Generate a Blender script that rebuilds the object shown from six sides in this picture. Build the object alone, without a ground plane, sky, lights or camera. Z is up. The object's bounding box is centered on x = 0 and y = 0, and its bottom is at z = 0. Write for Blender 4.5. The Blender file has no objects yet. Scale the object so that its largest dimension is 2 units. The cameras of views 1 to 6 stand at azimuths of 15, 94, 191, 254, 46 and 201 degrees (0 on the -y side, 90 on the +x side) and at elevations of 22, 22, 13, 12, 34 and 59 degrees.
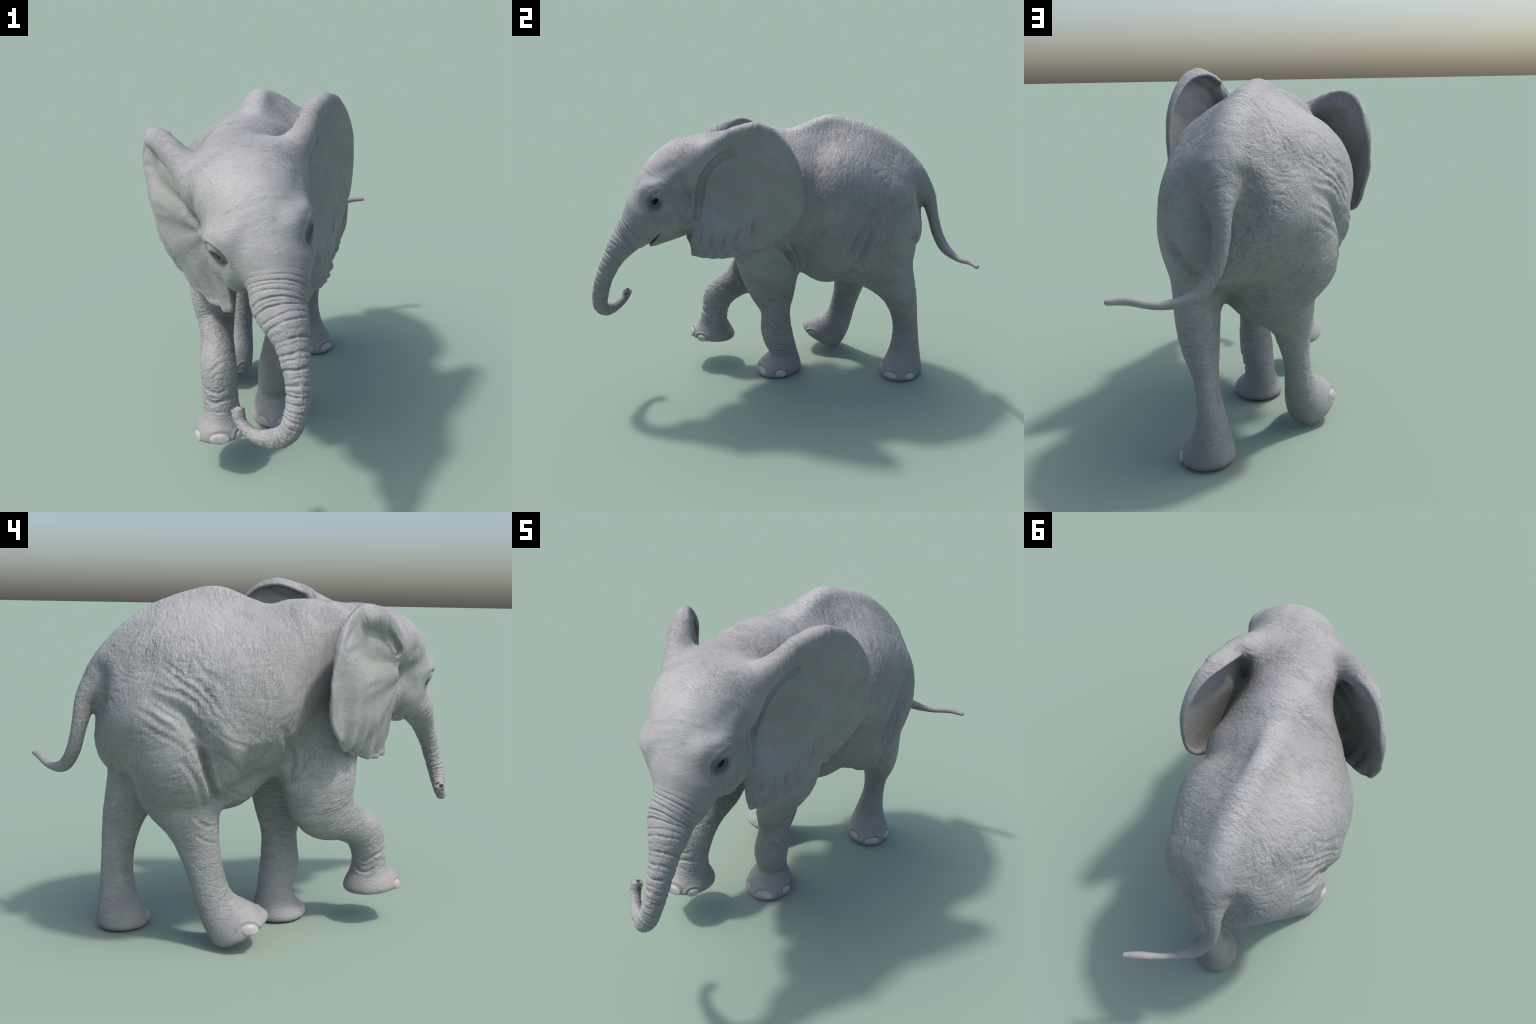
"""A young elephant striding, with flared ears and a curled trunk.

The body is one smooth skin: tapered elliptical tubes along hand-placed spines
(torso, limbs, trunk, tail, skull) and two cupped ear sheets are blended as
distance fields, skinned on a grid, refined, wrinkled, and split into parts.
"""
import math
import bpy
import numpy as np
from mathutils import Vector
from mathutils.bvhtree import BVHTree

F = np.float32
GRID = 0.0065            # spacing of the first skin, halved once afterwards

# ------------------------------------------------------------------ anatomy
# rows: x, y, z of the spine point, half width, half height (torso: taper)
BODY = dict(
    torso=[
        (0.104, -0.392, 1.204, 0.126, 0.154, 0.100),
        (0.059, -0.210, 1.164, 0.153, 0.185, 0.103),
        (0.026, -0.071, 1.101, 0.205, 0.243, 0.106),
        (-0.006, 0.076, 1.032, 0.284, 0.296, 0.109),
        (-0.038, 0.209, 1.009, 0.346, 0.339, 0.089),
        (0.012, 0.366, 1.013, 0.324, 0.337, 0.051),
        (0.041, 0.511, 0.994, 0.250, 0.282, 0.018),
        (0.055, 0.595, 1.014, 0.229, 0.265, 0.010),
    ],
    spine_ridge=[
        (-0.012, -0.280, 1.253, 0.081, 0.066),
        (-0.011, -0.130, 1.274, 0.068, 0.057),
        (-0.011, 0.046, 1.267, 0.053, 0.046),
        (-0.017, 0.165, 1.345, 0.047, 0.041),
        (-0.018, 0.261, 1.394, 0.044, 0.045),
        (-0.004, 0.403, 1.342, 0.043, 0.046),
        (0.014, 0.572, 1.241, 0.041, 0.056),
        (0.008, 0.698, 1.110, 0.041, 0.038),
    ],
    belly=[
        (0.021, 0.094, 0.765, 0.120, 0.089),
        (0.016, 0.230, 0.661, 0.181, 0.120),
        (-0.013, 0.337, 0.668, 0.157, 0.117),
        (-0.066, 0.446, 0.640, 0.127, 0.143),
    ],
    hind_left=[
        (0.190, 0.344, 0.869, 0.158, 0.230),
        (0.233, 0.440, 0.786, 0.105, 0.194),
        (0.191, 0.523, 0.691, 0.092, 0.155),
        (0.159, 0.620, 0.512, 0.080, 0.094),
        (0.122, 0.661, 0.318, 0.046, 0.069),
        (0.110, 0.660, 0.105, 0.073, 0.087),
        (0.155, 0.626, -0.063, 0.131, 0.134),
    ],
    hind_right=[
        (-0.138, 0.452, 0.936, 0.206, 0.254),
        (-0.153, 0.421, 0.796, 0.194, 0.198),
        (-0.126, 0.425, 0.652, 0.130, 0.141),
        (-0.156, 0.379, 0.491, 0.081, 0.095),
        (-0.169, 0.336, 0.317, 0.055, 0.074),
        (-0.177, 0.283, 0.166, 0.068, 0.083),
        (-0.215, 0.161, 0.038, 0.120, 0.146),
    ],
    fore_left=[
        (0.219, -0.116, 0.916, 0.122, 0.169),
        (0.191, -0.080, 0.703, 0.103, 0.157),
        (0.133, -0.066, 0.514, 0.056, 0.122),
        (0.103, -0.055, 0.388, 0.058, 0.083),
        (0.090, -0.055, 0.253, 0.076, 0.088),
        (0.065, -0.024, 0.075, 0.073, 0.084),
        (0.098, -0.077, -0.073, 0.147, 0.150),
    ],
    fore_right=[
        (-0.102, -0.174, 0.881, 0.107, 0.156),
        (-0.144, -0.144, 0.685, 0.096, 0.160),
        (-0.134, -0.183, 0.546, 0.075, 0.131),
        (-0.097, -0.296, 0.476, 0.071, 0.090),
        (-0.068, -0.387, 0.415, 0.076, 0.086),
        (-0.056, -0.424, 0.303, 0.074, 0.075),
        (-0.053, -0.436, 0.188, 0.086, 0.097),
        (-0.062, -0.466, 0.082, 0.135, 0.164),
    ],
    tail=[
        (0.039, 0.672, 1.110, 0.093, 0.093),
        (0.015, 0.775, 1.013, 0.051, 0.041),
        (0.008, 0.809, 0.902, 0.034, 0.029),
        (0.033, 0.835, 0.798, 0.030, 0.028),
        (0.083, 0.870, 0.731, 0.027, 0.026),
        (0.197, 0.928, 0.709, 0.014, 0.015),
        (0.298, 0.968, 0.734, 0.017, 0.016),
        (0.358, 0.988, 0.732, 0.011, 0.010),
    ],
    trunk=[
        (0.270, -0.685, 1.018, 0.117, 0.098),
        (0.281, -0.720, 0.968, 0.102, 0.102),
        (0.289, -0.777, 0.920, 0.091, 0.075),
        (0.338, -0.844, 0.846, 0.065, 0.057),
        (0.374, -0.907, 0.742, 0.048, 0.047),
        (0.379, -0.947, 0.633, 0.041, 0.044),
        (0.353, -0.962, 0.551, 0.039, 0.039),
        (0.298, -0.946, 0.504, 0.030, 0.037),
        (0.223, -0.919, 0.489, 0.026, 0.027),
        (0.167, -0.883, 0.509, 0.023, 0.023),
        (0.151, -0.864, 0.549, 0.028, 0.027),
    ],
    cranium=[
        (0.000, -0.316, 0.110, 0.178, 0.178),
        (0.000, -0.199, 0.162, 0.209, 0.147),
        (0.000, -0.087, 0.112, 0.162, 0.122),
        (0.000, 0.017, -0.013, 0.127, 0.087),
    ],
    muzzle=[
        (0.000, -0.016, 0.021, 0.120, 0.097),
        (0.000, 0.057, -0.056, 0.079, 0.071),
        (0.000, 0.116, -0.138, 0.052, 0.053),
        (0.000, 0.183, -0.216, 0.045, 0.039),
    ],
    jaw=[
        (0.000, -0.220, -0.074, 0.098, 0.097),
        (0.000, -0.100, -0.130, 0.092, 0.083),
        (0.000, 0.012, -0.186, 0.049, 0.044),
    ],
    cheek=[
        (0.101, -0.158, -0.026, 0.090, 0.128),
        (0.130, -0.088, -0.052, 0.062, 0.091),
        (0.120, -0.025, -0.107, 0.033, 0.062),
    ],
    brow=[
        (0.132, -0.084, 0.042, 0.062, 0.054),
        (0.134, -0.008, 0.059, 0.049, 0.043),
        (0.106, 0.042, 0.054, 0.026, 0.033),
    ],
)
LATERAL = dict(trunk=(0.92, 0.36, 0.16), tail=(1, -1, 0))
END_CAP = dict(torso=0.6, belly=0.8, trunk=0.45)
SOFT = dict(torso=.06, spine_ridge=.03, belly=.04, cranium=.03, hind_right=.025)   # how far a bend is smoothed
# head frame: origin, then left / forward / up axes (head turned and tilted)
HEAD_O = np.array([0.2152, -0.6555, 1.0874])
HEAD_AX = np.array([[0.9068, 0.375, 0.1924], [0.3724, -0.9267, 0.0511], [-0.1974, -0.0253, 0.98]])
SOLES = dict(  # point and normal of each sole
    fore_left=((0, 0, 0), (0, 0, 1)), hind_left=((0, 0, 0), (0, 0, 1)),
    fore_right=((-0.06, -0.439, 0.152), (-0.019, 0.126, 1)),
    hind_right=((-0.219, 0.223, 0.044), (0.099, 0.611, 1)))
# ears: columns from the top of the ear round to the lobe;
# each column runs root, middle of the sheet, ridge, rim
EAR_LEFT = [
    [(.285,-.36,1.25),(.300,-.27,1.345),(.285,-.205,1.455),(.255,-.19,1.44)],
    [(.280,-.37,1.22),(.318,-.20,1.34),(.318,-.104,1.49),(.285,-.085,1.475)],
    [(.275,-.38,1.19),(.332,-.15,1.31),(.365,-.03,1.485),(.335,.0,1.46)],
    [(.272,-.385,1.16),(.340,-.12,1.27),(.393,.04,1.425),(.37,.055,1.41)],
    [(.270,-.39,1.14),(.343,-.11,1.22),(.413,.095,1.33),(.40,.105,1.32)],
    [(.272,-.395,1.11),(.350,-.11,1.16),(.415,.12,1.21),(.41,.13,1.20)],
    [(.275,-.40,1.08),(.352,-.13,1.09),(.405,.11,1.08),(.40,.125,1.064)],
    [(.28,-.405,1.06),(.350,-.17,1.02),(.385,.05,.975),(.37,.06,.955)],
    [(.285,-.41,1.04),(.352,-.23,.97),(.36,-.05,.89),(.355,-.059,.872)],
    [(.29,-.41,1.03),(.356,-.28,.94),(.37,-.14,.87),(.372,-.142,.855)],
    [(.295,-.41,1.02),(.358,-.33,.92),(.37,-.25,.84),(.374,-.243,.822)],
    [(.300,-.415,1.01),(.355,-.385,.91),(.365,-.36,.83),(.366,-.37,.816)],
    [(.308,-.42,.985),(.322,-.438,.92),(.340,-.450,.855),(.350,-.446,.826)],
]
EAR_RIGHT = [
    [(-0.150,-0.430,1.240),(-0.218,-0.341,1.306),(-0.255,-0.296,1.377),(-0.247,-0.281,1.377)],
    [(-0.140,-0.440,1.210),(-0.268,-0.281,1.306),(-0.315,-0.248,1.385),(-0.307,-0.233,1.383)],
    [(-0.130,-0.445,1.190),(-0.299,-0.253,1.267),(-0.364,-0.190,1.367),(-0.360,-0.178,1.361)],
    [(-0.120,-0.450,1.170),(-0.321,-0.232,1.230),(-0.400,-0.140,1.324),(-0.395,-0.130,1.317)],
    [(-0.115,-0.455,1.150),(-0.331,-0.227,1.181),(-0.422,-0.110,1.253),(-0.410,-0.100,1.248)],
    [(-0.110,-0.465,1.130),(-0.337,-0.234,1.132),(-0.431,-0.088,1.164),(-0.432,-0.082,1.149)],
    [(-0.100,-0.480,1.100),(-0.338,-0.242,1.073),(-0.425,-0.083,1.070),(-0.431,-0.075,1.065)],
    [(-0.080,-0.490,1.080),(-0.319,-0.252,1.004),(-0.402,-0.094,0.988),(-0.409,-0.085,0.978)],
    [(-0.060,-0.495,1.060),(-0.288,-0.281,0.955),(-0.376,-0.122,0.916),(-0.384,-0.114,0.904)],
    [(-0.050,-0.500,1.050),(-0.227,-0.340,0.916),(-0.324,-0.180,0.857),(-0.329,-0.155,0.857)],
    [(-0.040,-0.505,1.040),(-0.177,-0.379,0.895),(-0.253,-0.252,0.819),(-0.253,-0.222,0.809)],
    [(-0.030,-0.510,1.030),(-0.109,-0.429,0.873),(-0.147,-0.368,0.780),(-0.150,-0.352,0.761)],
    [(-0.020,-0.515,1.020),(-0.035,-0.474,0.882),(-0.035,-0.451,0.774),(-0.035,-0.446,0.739)],
    [(-0.005,-0.522,1.000),(0.024,-0.523,0.892),(0.043,-0.522,0.805),(0.034,-0.506,0.740)],
]
# muscular ridge that carries each ear out of the skull
EAR_BASE_LEFT = [(.20,-.42,1.27,.075,.075),(.281,-.288,1.368,.053,.053),(.306,-.199,1.436,.034,.034),(.340,-.09,1.472,.024,.024)]
EAR_BASE_RIGHT = [(-.06,-.47,1.22,.075,.075),(-.179,-.38,1.307,.055,.055),(-.253,-.311,1.338,.047,.047),(-.332,-.238,1.341,.031,.031)]
TEMPLE_LEFT = [(.12,-.08,.09,.055,.055),(.155,-.19,.125,.064,.062),(.165,-.27,.15,.058,.056)]      # head frame
# deep folds: behind the left cheek, and where the thighs leave the rump
CREASE_CUTS = [[(0.328,-0.210,1.349,0.006,0.006),(0.323,-0.264,1.329,0.008,0.008),(0.317,-0.316,1.288,0.011,0.011),(0.317,-0.361,1.231,0.014,0.014),(0.305,-0.383,1.177,0.016,0.016),(0.297,-0.396,1.115,0.015,0.015),(0.313,-0.401,1.069,0.013,0.013),(0.325,-0.410,1.020,0.011,0.011)]]
GROIN_CUTS = [[(-.140,.735,.83,.006,.006),(-.128,.730,.79,.018,.018),(-.105,.718,.745,.026,.026),(-.085,.69,.70,.028,.028),(-.065,.63,.645,.024,.024)],
              [(.215,.710,.87,.006,.006),(.195,.718,.82,.018,.018),(.155,.722,.77,.024,.024),(.115,.71,.72,.026,.026),(.078,.68,.67,.022,.022)]]
# hollows either side of the tail root
TAIL_HOLLOWS = [[(.12,.76,1.12,.015,.02),(.115,.768,1.04,.05,.05),(.088,.79,.95,.04,.04),(.075,.805,.89,.015,.015)],
                [(-.075,.76,1.12,.015,.02),(-.080,.772,1.04,.05,.05),(-.055,.79,.95,.04,.04),(-.035,.805,.89,.015,.015)]]



# ------------------------------------------------------------ distance fields
def smin(a, b, k):
    h = np.maximum(k - np.abs(a - b), 0) / k
    return np.minimum(a, b) - h * h * k * 0.25


def smax(a, b, k):
    return -smin(-a, -b, k)


def catmull(points, m):
    """centripetal Catmull-Rom through rows of any width (knots from x, y, z)"""
    P = np.asarray(points, float)
    n = len(P)
    Q = np.vstack([2 * P[0] - P[1], P, 2 * P[-1] - P[-2]])
    d = np.sqrt(np.linalg.norm(np.diff(Q[:, :3], axis=0), axis=1)) + 1e-6
    t = np.concatenate([[0], np.cumsum(d)])
    out = []
    for i in range(n - 1):
        p, (t0, t1, t2, t3) = Q[i:i + 4], t[i:i + 4]
        for s in np.linspace(t1, t2, m, endpoint=False):
            a1 = (t1 - s) / (t1 - t0) * p[0] + (s - t0) / (t1 - t0) * p[1]
            a2 = (t2 - s) / (t2 - t1) * p[1] + (s - t1) / (t2 - t1) * p[2]
            a3 = (t3 - s) / (t3 - t2) * p[2] + (s - t2) / (t3 - t2) * p[3]
            b1 = (t2 - s) / (t2 - t0) * a1 + (s - t0) / (t2 - t0) * a2
            b2 = (t3 - s) / (t3 - t1) * a2 + (s - t1) / (t3 - t1) * a3
            out.append((t2 - s) / (t2 - t1) * b1 + (s - t1) / (t2 - t1) * b2)
    out.append(Q[n])
    return np.array(out)


class Tube:
    """distance to an elliptical tube along a spine"""

    def __init__(self, rows, side=(1, 0, 0), cap=1.0, soft=None, m=5):
        C = catmull(rows, m)
        self.c = C[:, :3].astype(F)
        self.ra, self.rb = (np.maximum(C[:, i], .004).astype(F) for i in (3, 4))
        self.e = C[:, 5].astype(F) if C.shape[1] > 5 else None
        self.cap, self.soft = cap, soft
        T = np.gradient(self.c, axis=0)
        T /= np.linalg.norm(T, axis=1, keepdims=True)
        S = np.asarray(side, float)
        S = S - (T @ S)[:, None] * T
        S /= np.linalg.norm(S, axis=1, keepdims=True)
        self.T, self.S, self.N = T.astype(F), S.astype(F), np.cross(T, S).astype(F)
        r = np.maximum(self.ra, self.rb)[:, None]
        self.lo, self.hi = (self.c - r).min(0), (self.c + r).max(0)

    def coords(self, P):
        """distance, place along the spine (0..1), local x and y over the radii"""
        a, d = self.c[:-1], self.c[1:] - self.c[:-1]
        L = (d * d).sum(1)
        rm = (self.ra + self.rb) * .5
        num, den = np.zeros(len(P), F), np.full(len(P), 1e-30, F)
        tau = self.soft or .004 + .08 * float(rm.mean())
        for j in range(len(a)):              # soft choice of the nearest piece
            q = P - a[j]
            t = np.clip(q @ d[j] / L[j], 0, 1)
            q -= t[:, None] * d[j]
            D = np.sqrt(np.einsum('ij,ij->i', q, q)) - (rm[j] + t * (rm[j + 1] - rm[j]))
            w = np.exp(np.clip(D / -tau, -60, 60))
            num += w * (j + t)
            den += w
        s = np.clip(num / den, 0, len(a) - 1e-4)
        bi = s.astype(np.int32)
        t = (s - bi)[:, None]

        def lerp(A):
            return A[bi] * (1 - t) + A[bi + 1] * t
        q = P - lerp(self.c)
        x, y = ((q * lerp(A)).sum(1) for A in (self.S, self.N))
        f = s / len(a)
        z = (np.maximum((self.c[0] - P) @ self.T[0], 0) * np.clip(2 - 4 * f, 0, 1)
             + np.maximum((P - self.c[-1]) @ self.T[-1], 0) * np.clip(4 * f - 2, 0, 1))
        A, B = lerp(self.ra[:, None])[:, 0], lerp(self.rb[:, None])[:, 0]
        if self.e is not None:
            A = A * (1 - lerp(self.e[:, None])[:, 0] * np.clip(y / B, -1.2, 1.2))
        Cc = np.minimum(A, B) * self.cap
        k0 = np.sqrt((x / A) ** 2 + (y / B) ** 2 + (z / Cc) ** 2)
        k1 = np.sqrt((x / A ** 2) ** 2 + (y / B ** 2) ** 2 + (z / Cc ** 2) ** 2)
        dist = np.where(k0 < .3, (k0 - 1) * np.minimum(A, B), k0 * (k0 - 1) / np.maximum(k1, 1e-6))
        return dist.astype(F), s / len(a), x / A, y / B

    def __call__(self, P, margin=.13):
        out = np.full(len(P), 1.0, F)
        k = np.all((P > self.lo - margin) & (P < self.hi + margin), axis=1)
        if k.any():
            out[k] = self.coords(P[k])[0]
        return out


class HeadTube(Tube):
    """a tube given in the head frame; mirrored ones lie on both sides"""

    def __init__(self, rows, mirrored=False, soft=None):
        super().__init__(rows, soft=soft)
        self.mirrored = mirrored

    def __call__(self, P, margin=.13):
        H = to_head(P)
        if self.mirrored:
            H[:, 0] = np.abs(H[:, 0])
        return super().__call__(H, margin)


def to_head(P):
    return ((P - HEAD_O.astype(F)) @ HEAD_AX.T.astype(F)).astype(F)


def from_head(h):
    return HEAD_O + np.asarray(h, float) @ HEAD_AX


class Ear:
    """a cupped sheet through control columns, with a thickness of its own"""

    def __init__(self, columns, flutes):
        G = np.array(columns)                      # columns, 4, 3
        for j in (3, 2):                           # leave room for the thickness
            inward = G[:, 1] - G[:, j]
            G[:, j] += .006 * inward / np.linalg.norm(inward, axis=1, keepdims=True)
        n = 18
        rows = np.array([catmull(G[:, j], 12) for j in range(4)])   # 4, nu, 3
        # knots shared by all columns: blend root..rim with a cubic spline
        nu = rows.shape[1]
        S = np.array([catmull(rows[:, i], n) for i in range(nu)])  # nu, nv, 3
        nv = S.shape[1]
        u = np.linspace(0, 1, nu)[:, None]
        v = np.linspace(0, 1, nv)[None, :]
        du, dv = np.gradient(S, axis=0), np.gradient(S, axis=1)
        N = np.cross(du, dv)
        N /= np.linalg.norm(N, axis=2, keepdims=True) + 1e-9
        wave = flutes(u, v, S)
        S = S + N * wave[..., None]
        self.thick = (.0065 + .012 * (1 - v) ** 2 + .003 * np.exp(-((v - .93) / .08) ** 2)) * np.ones_like(u)
        verts = S.reshape(-1, 3)
        faces, th, uv = [], [], []
        for i in range(nu - 1):
            for j in range(nv - 1):
                k = i * nv + j
                faces.append((k, k + 1, k + nv + 1, k + nv))
                th.append(self.thick[i, j])
                uv.append((u[i, 0], v[0, j]))
        self.th, self.uv = np.array(th), np.array(uv)
        self.bvh = BVHTree.FromPolygons([Vector(p) for p in verts], faces)
        self.lo, self.hi = verts.min(0).astype(F), verts.max(0).astype(F)

    def nearest(self, P, reach=.07):
        d, idx = np.full(len(P), 1.0, F), np.full(len(P), -1)
        k = np.where(np.all((P > self.lo - reach) & (P < self.hi + reach), axis=1))[0]
        find = self.bvh.find_nearest
        for i in k:
            co, no, f, dist = find(P[i].tolist(), reach)
            if co is not None:
                d[i], idx[i] = dist, f
        return d, idx

    def __call__(self, P):
        d, idx = self.nearest(P)
        k = idx >= 0
        d[k] -= self.th[idx[k]]
        return d


def flutes_left(u, v, S):
    """soft folds that hang down the lower third of the sheet"""
    y, z = S[..., 1], S[..., 2]
    low = np.clip((1.02 - z) / .16, 0, 1) * np.clip((v - .25) / .5, 0, 1)
    return .0055 * low * np.sin(math.tau * (y + .25 * (z - .9)) / .062 + 1.6 * np.sin(y * 17)) + .004 * np.sin(v * 5 + 1) * np.sin(u * 9)


def flutes_right(u, v, S):
    t, z = S[..., 0] * .76 - S[..., 1] * .65, S[..., 2]
    low = np.clip((1.16 - z) / .28, 0, 1) * np.clip((v - .12) / .5, 0, 1)
    edge = np.clip((v - .45) / .55, 0, 1) ** 1.3 * np.clip((u - .36) / .2, 0, 1)
    fold = np.sin(math.tau * (t + .30 * (z - .9)) / .098 + 1.5 * np.sin(t * 14 + 1))
    return (.0080 * low * fold + .003 * (1 - low) * np.sin(u * 25 + 3 * v)
            + .006 * edge * (1 - .6 * low) * np.sin(u * 62 + 3.2 * np.sin(u * 17) - 2 * v))


TUBES = {k: Tube(v, LATERAL.get(k, (1, 0, 0)), END_CAP.get(k, 1.0), SOFT.get(k)) for k, v in BODY.items()
         if k not in ('cranium', 'muzzle', 'jaw', 'cheek', 'brow')}
for k in ('cranium', 'muzzle', 'jaw', 'cheek', 'brow'):
    TUBES[k] = HeadTube(BODY[k], mirrored=k in ('cheek', 'brow'), soft=SOFT.get(k))
TUBES['temple_left'] = HeadTube(TEMPLE_LEFT)
HOLLOWS = [Tube(h) for h in TAIL_HOLLOWS]
GROINS, CREASES = [Tube(h) for h in GROIN_CUTS], [Tube(h) for h in CREASE_CUTS]
TUBES['ear_base_left'], TUBES['ear_base_right'] = Tube(EAR_BASE_LEFT), Tube(EAR_BASE_RIGHT)
EARS = {'left': Ear(EAR_LEFT, flutes_left), 'right': Ear(EAR_RIGHT, flutes_right)}
LIMBS = ('hind_left', 'hind_right', 'fore_left', 'fore_right')


def limb(P, name):
    o, n = (np.array(v, float) for v in SOLES[name])
    n /= np.linalg.norm(n)
    return smax(TUBES[name](P), -((P - o) @ n).astype(F), F(.035))


def skull(P):
    d = TUBES['cranium'](P)
    d = smin(d, TUBES['muzzle'](P), .06)
    d = smin(d, TUBES['jaw'](P), .05)
    d = smin(d, TUBES['cheek'](P), .05)
    d = smin(d, TUBES['brow'](P), .05)
    d = smin(d, TUBES['temple_left'](P), .05)
    d = smin(d, TUBES['ear_base_left'](P), .06)
    return smin(d, TUBES['ear_base_right'](P), .06)


MOUTH_CORNER = np.array((0, -.009, -.166))            # head frame
MOUTH_OUT = np.array((0, .652, -.758))                # the way the mouth opens
MOUTH_UP = np.array((0, .758, .652))


def mouth_cut(P):
    """the wedge between the lips (negative inside)"""
    H = to_head(P) - MOUTH_CORNER.astype(F)
    s, n = H @ MOUTH_OUT.astype(F), H @ MOUTH_UP.astype(F)
    side = np.abs(H[:, 0]) - (.118 - .45 * np.clip(s, 0, .2))
    d = np.maximum(np.abs(n) - .11 * s - .001, np.maximum(side, np.maximum(-s, s - .13)))
    return d.astype(F)


def nostril_cut(P):
    t = TUBES['trunk']
    d = np.full(len(P), 1.0, F)
    axis, side, tip = t.T[-1], t.S[-1], t.c[-1] + t.T[-1] * .012
    for k in (-1, 1):
        o = tip + side * (k * .0130)
        q = P - o
        z = q @ axis
        q = q - np.clip(z, -.03, .02)[:, None] * axis
        q = q + side * ((q @ side) * .25)[:, None]
        d = np.minimum(d, np.sqrt((q * q).sum(1)) - .0112)
    return d.astype(F)


def skin(P, ears=True):
    """signed distance to the whole animal"""
    P = P.astype(F)
    d = smin(TUBES['torso'](P), TUBES['spine_ridge'](P), .18)
    d = smin(d, TUBES['belly'](P), .06)
    for k in LIMBS:
        d = smin(d, limb(P, k), .07)
    for h in HOLLOWS:
        d = smax(d, -h(P), F(.075))
    for h in GROINS:
        d = smax(d, -h(P), F(.04))
    d = smin(d, TUBES['tail'](P), .022)
    h = skull(P)
    d = smin(d, h, .08)
    d = smin(d, TUBES['trunk'](P), .06)
    d = smax(d, -mouth_cut(P), F(.008))
    d = smax(d, -nostril_cut(P), F(.006))
    if ears:
        near = np.clip(1 - h / .05, 0, 1)
        k = (.005 + .03 * near).astype(F)
        for e in EARS.values():
            d = smin(d, e(P), k)
        for h in CREASES:
            d = smax(d, -h(P), F(.014))
    return d


# ------------------------------------------------------------------- skinning
def surface_nets(lo, hi, h):
    """quads of the zero level; only blocks near the surface are evaluated"""
    n = 8
    nb = np.ceil((hi - lo) / (h * n)).astype(int)
    ijk = np.stack(np.meshgrid(*[np.arange(k) for k in nb], indexing='ij'), -1).reshape(-1, 3)
    centre = lo + (ijk + .5) * h * n
    d = skin(centre)
    ijk = ijk[np.abs(d) < h * n * .9 + .05]
    dims = nb * n + 1
    field = np.full(dims, 1.0, F)
    known = np.zeros(dims, bool)
    off = np.stack(np.meshgrid(*[np.arange(n + 1)] * 3, indexing='ij'), -1).reshape(-1, 3)
    ids = []
    for b in np.array_split(ijk, max(1, len(ijk) // 400)):
        p = (b[:, None] * n + off).reshape(-1, 3)
        ids.append(np.unique(np.ravel_multi_index(p.T, dims)))
    ids = np.unique(np.concatenate(ids))
    ff = field.reshape(-1)
    for part in np.array_split(ids, max(1, len(ids) // 400000)):
        P = lo + np.stack(np.unravel_index(part, dims), -1) * h
        ff[part] = skin(P)
    known.reshape(-1)[ids] = True
    inside = field < 0
    c = [slice(0, -1), slice(1, None)]
    corners = [(a, b, e) for a in (0, 1) for b in (0, 1) for e in (0, 1)]
    total = sum(inside[c[a], c[b], c[e]].astype(np.int8) for a, b, e in corners)
    ok = np.ones(total.shape, bool)
    for a, b, e in corners:
        ok &= known[c[a], c[b], c[e]]
    cells = np.argwhere((total > 0) & (total < 8) & ok)
    number = np.full(total.shape, -1, np.int64)
    number[tuple(cells.T)] = np.arange(len(cells))
    acc, cnt = np.zeros((len(cells), 3)), np.zeros(len(cells))
    for i in range(8):
        for j in range(i + 1, 8):
            a, b = np.array(corners[i]), np.array(corners[j])
            if np.abs(a - b).sum() != 1:
                continue
            fa, fb = field[tuple((cells + a).T)], field[tuple((cells + b).T)]
            k = (fa < 0) != (fb < 0)
            t = np.where(k, fa / np.where(k, fa - fb, 1), 0)
            acc += np.where(k[:, None], a + t[:, None] * (b - a), 0)
            cnt += k
    verts = lo + (cells + acc / cnt[:, None]) * h
    quads = []
    for ax in range(3):
        s0, s1 = [slice(None)] * 3, [slice(None)] * 3
        s0[ax], s1[ax] = slice(0, -1), slice(1, None)
        A, B = inside[tuple(s0)], inside[tuple(s1)]
        e = np.argwhere(A != B)
        u, v = [k for k in range(3) if k != ax]
        e = e[(e[:, u] > 0) & (e[:, v] > 0) & (e[:, u] < dims[u] - 1) & (e[:, v] < dims[v] - 1)]
        flip = A[tuple(e.T)]
        q = []
        for du, dv in ((1, 1), (0, 1), (0, 0), (1, 0)):
            w = e.copy()
            w[:, u] -= du
            w[:, v] -= dv
            q.append(number[tuple(w.T)])
        q = np.stack(q, 1)
        if ax == 1:
            flip = ~flip
        q[~flip] = q[~flip][:, ::-1]
        quads.append(q[(q >= 0).all(1)])
    return verts, np.concatenate(quads)


def refine(V, Q):
    """split every quad in four"""
    E = np.sort(np.stack([Q, np.roll(Q, -1, 1)], -1).reshape(-1, 2), 1)
    key, inv = np.unique(E[:, 0] * len(V) + E[:, 1], return_inverse=True)
    mid = (V[key // len(V)] + V[key % len(V)]) / 2
    m = inv.reshape(-1, 4) + len(V)
    f = np.arange(len(Q)) + len(V) + len(mid)
    W = np.vstack([V, mid, V[Q].mean(1)])
    out = [np.stack([Q[:, i], m[:, i], f, m[:, i - 1]], 1) for i in range(4)]
    return W, np.concatenate(out)


def normals(V, Q):
    n = np.cross(V[Q[:, 2]] - V[Q[:, 0]], V[Q[:, 3]] - V[Q[:, 1]])
    N = np.zeros_like(V)
    for i in range(4):
        for c in range(3):
            N[:, c] += np.bincount(Q[:, i], n[:, c], len(V))
    return N / (np.linalg.norm(N, axis=1, keepdims=True) + 1e-12)


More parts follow.
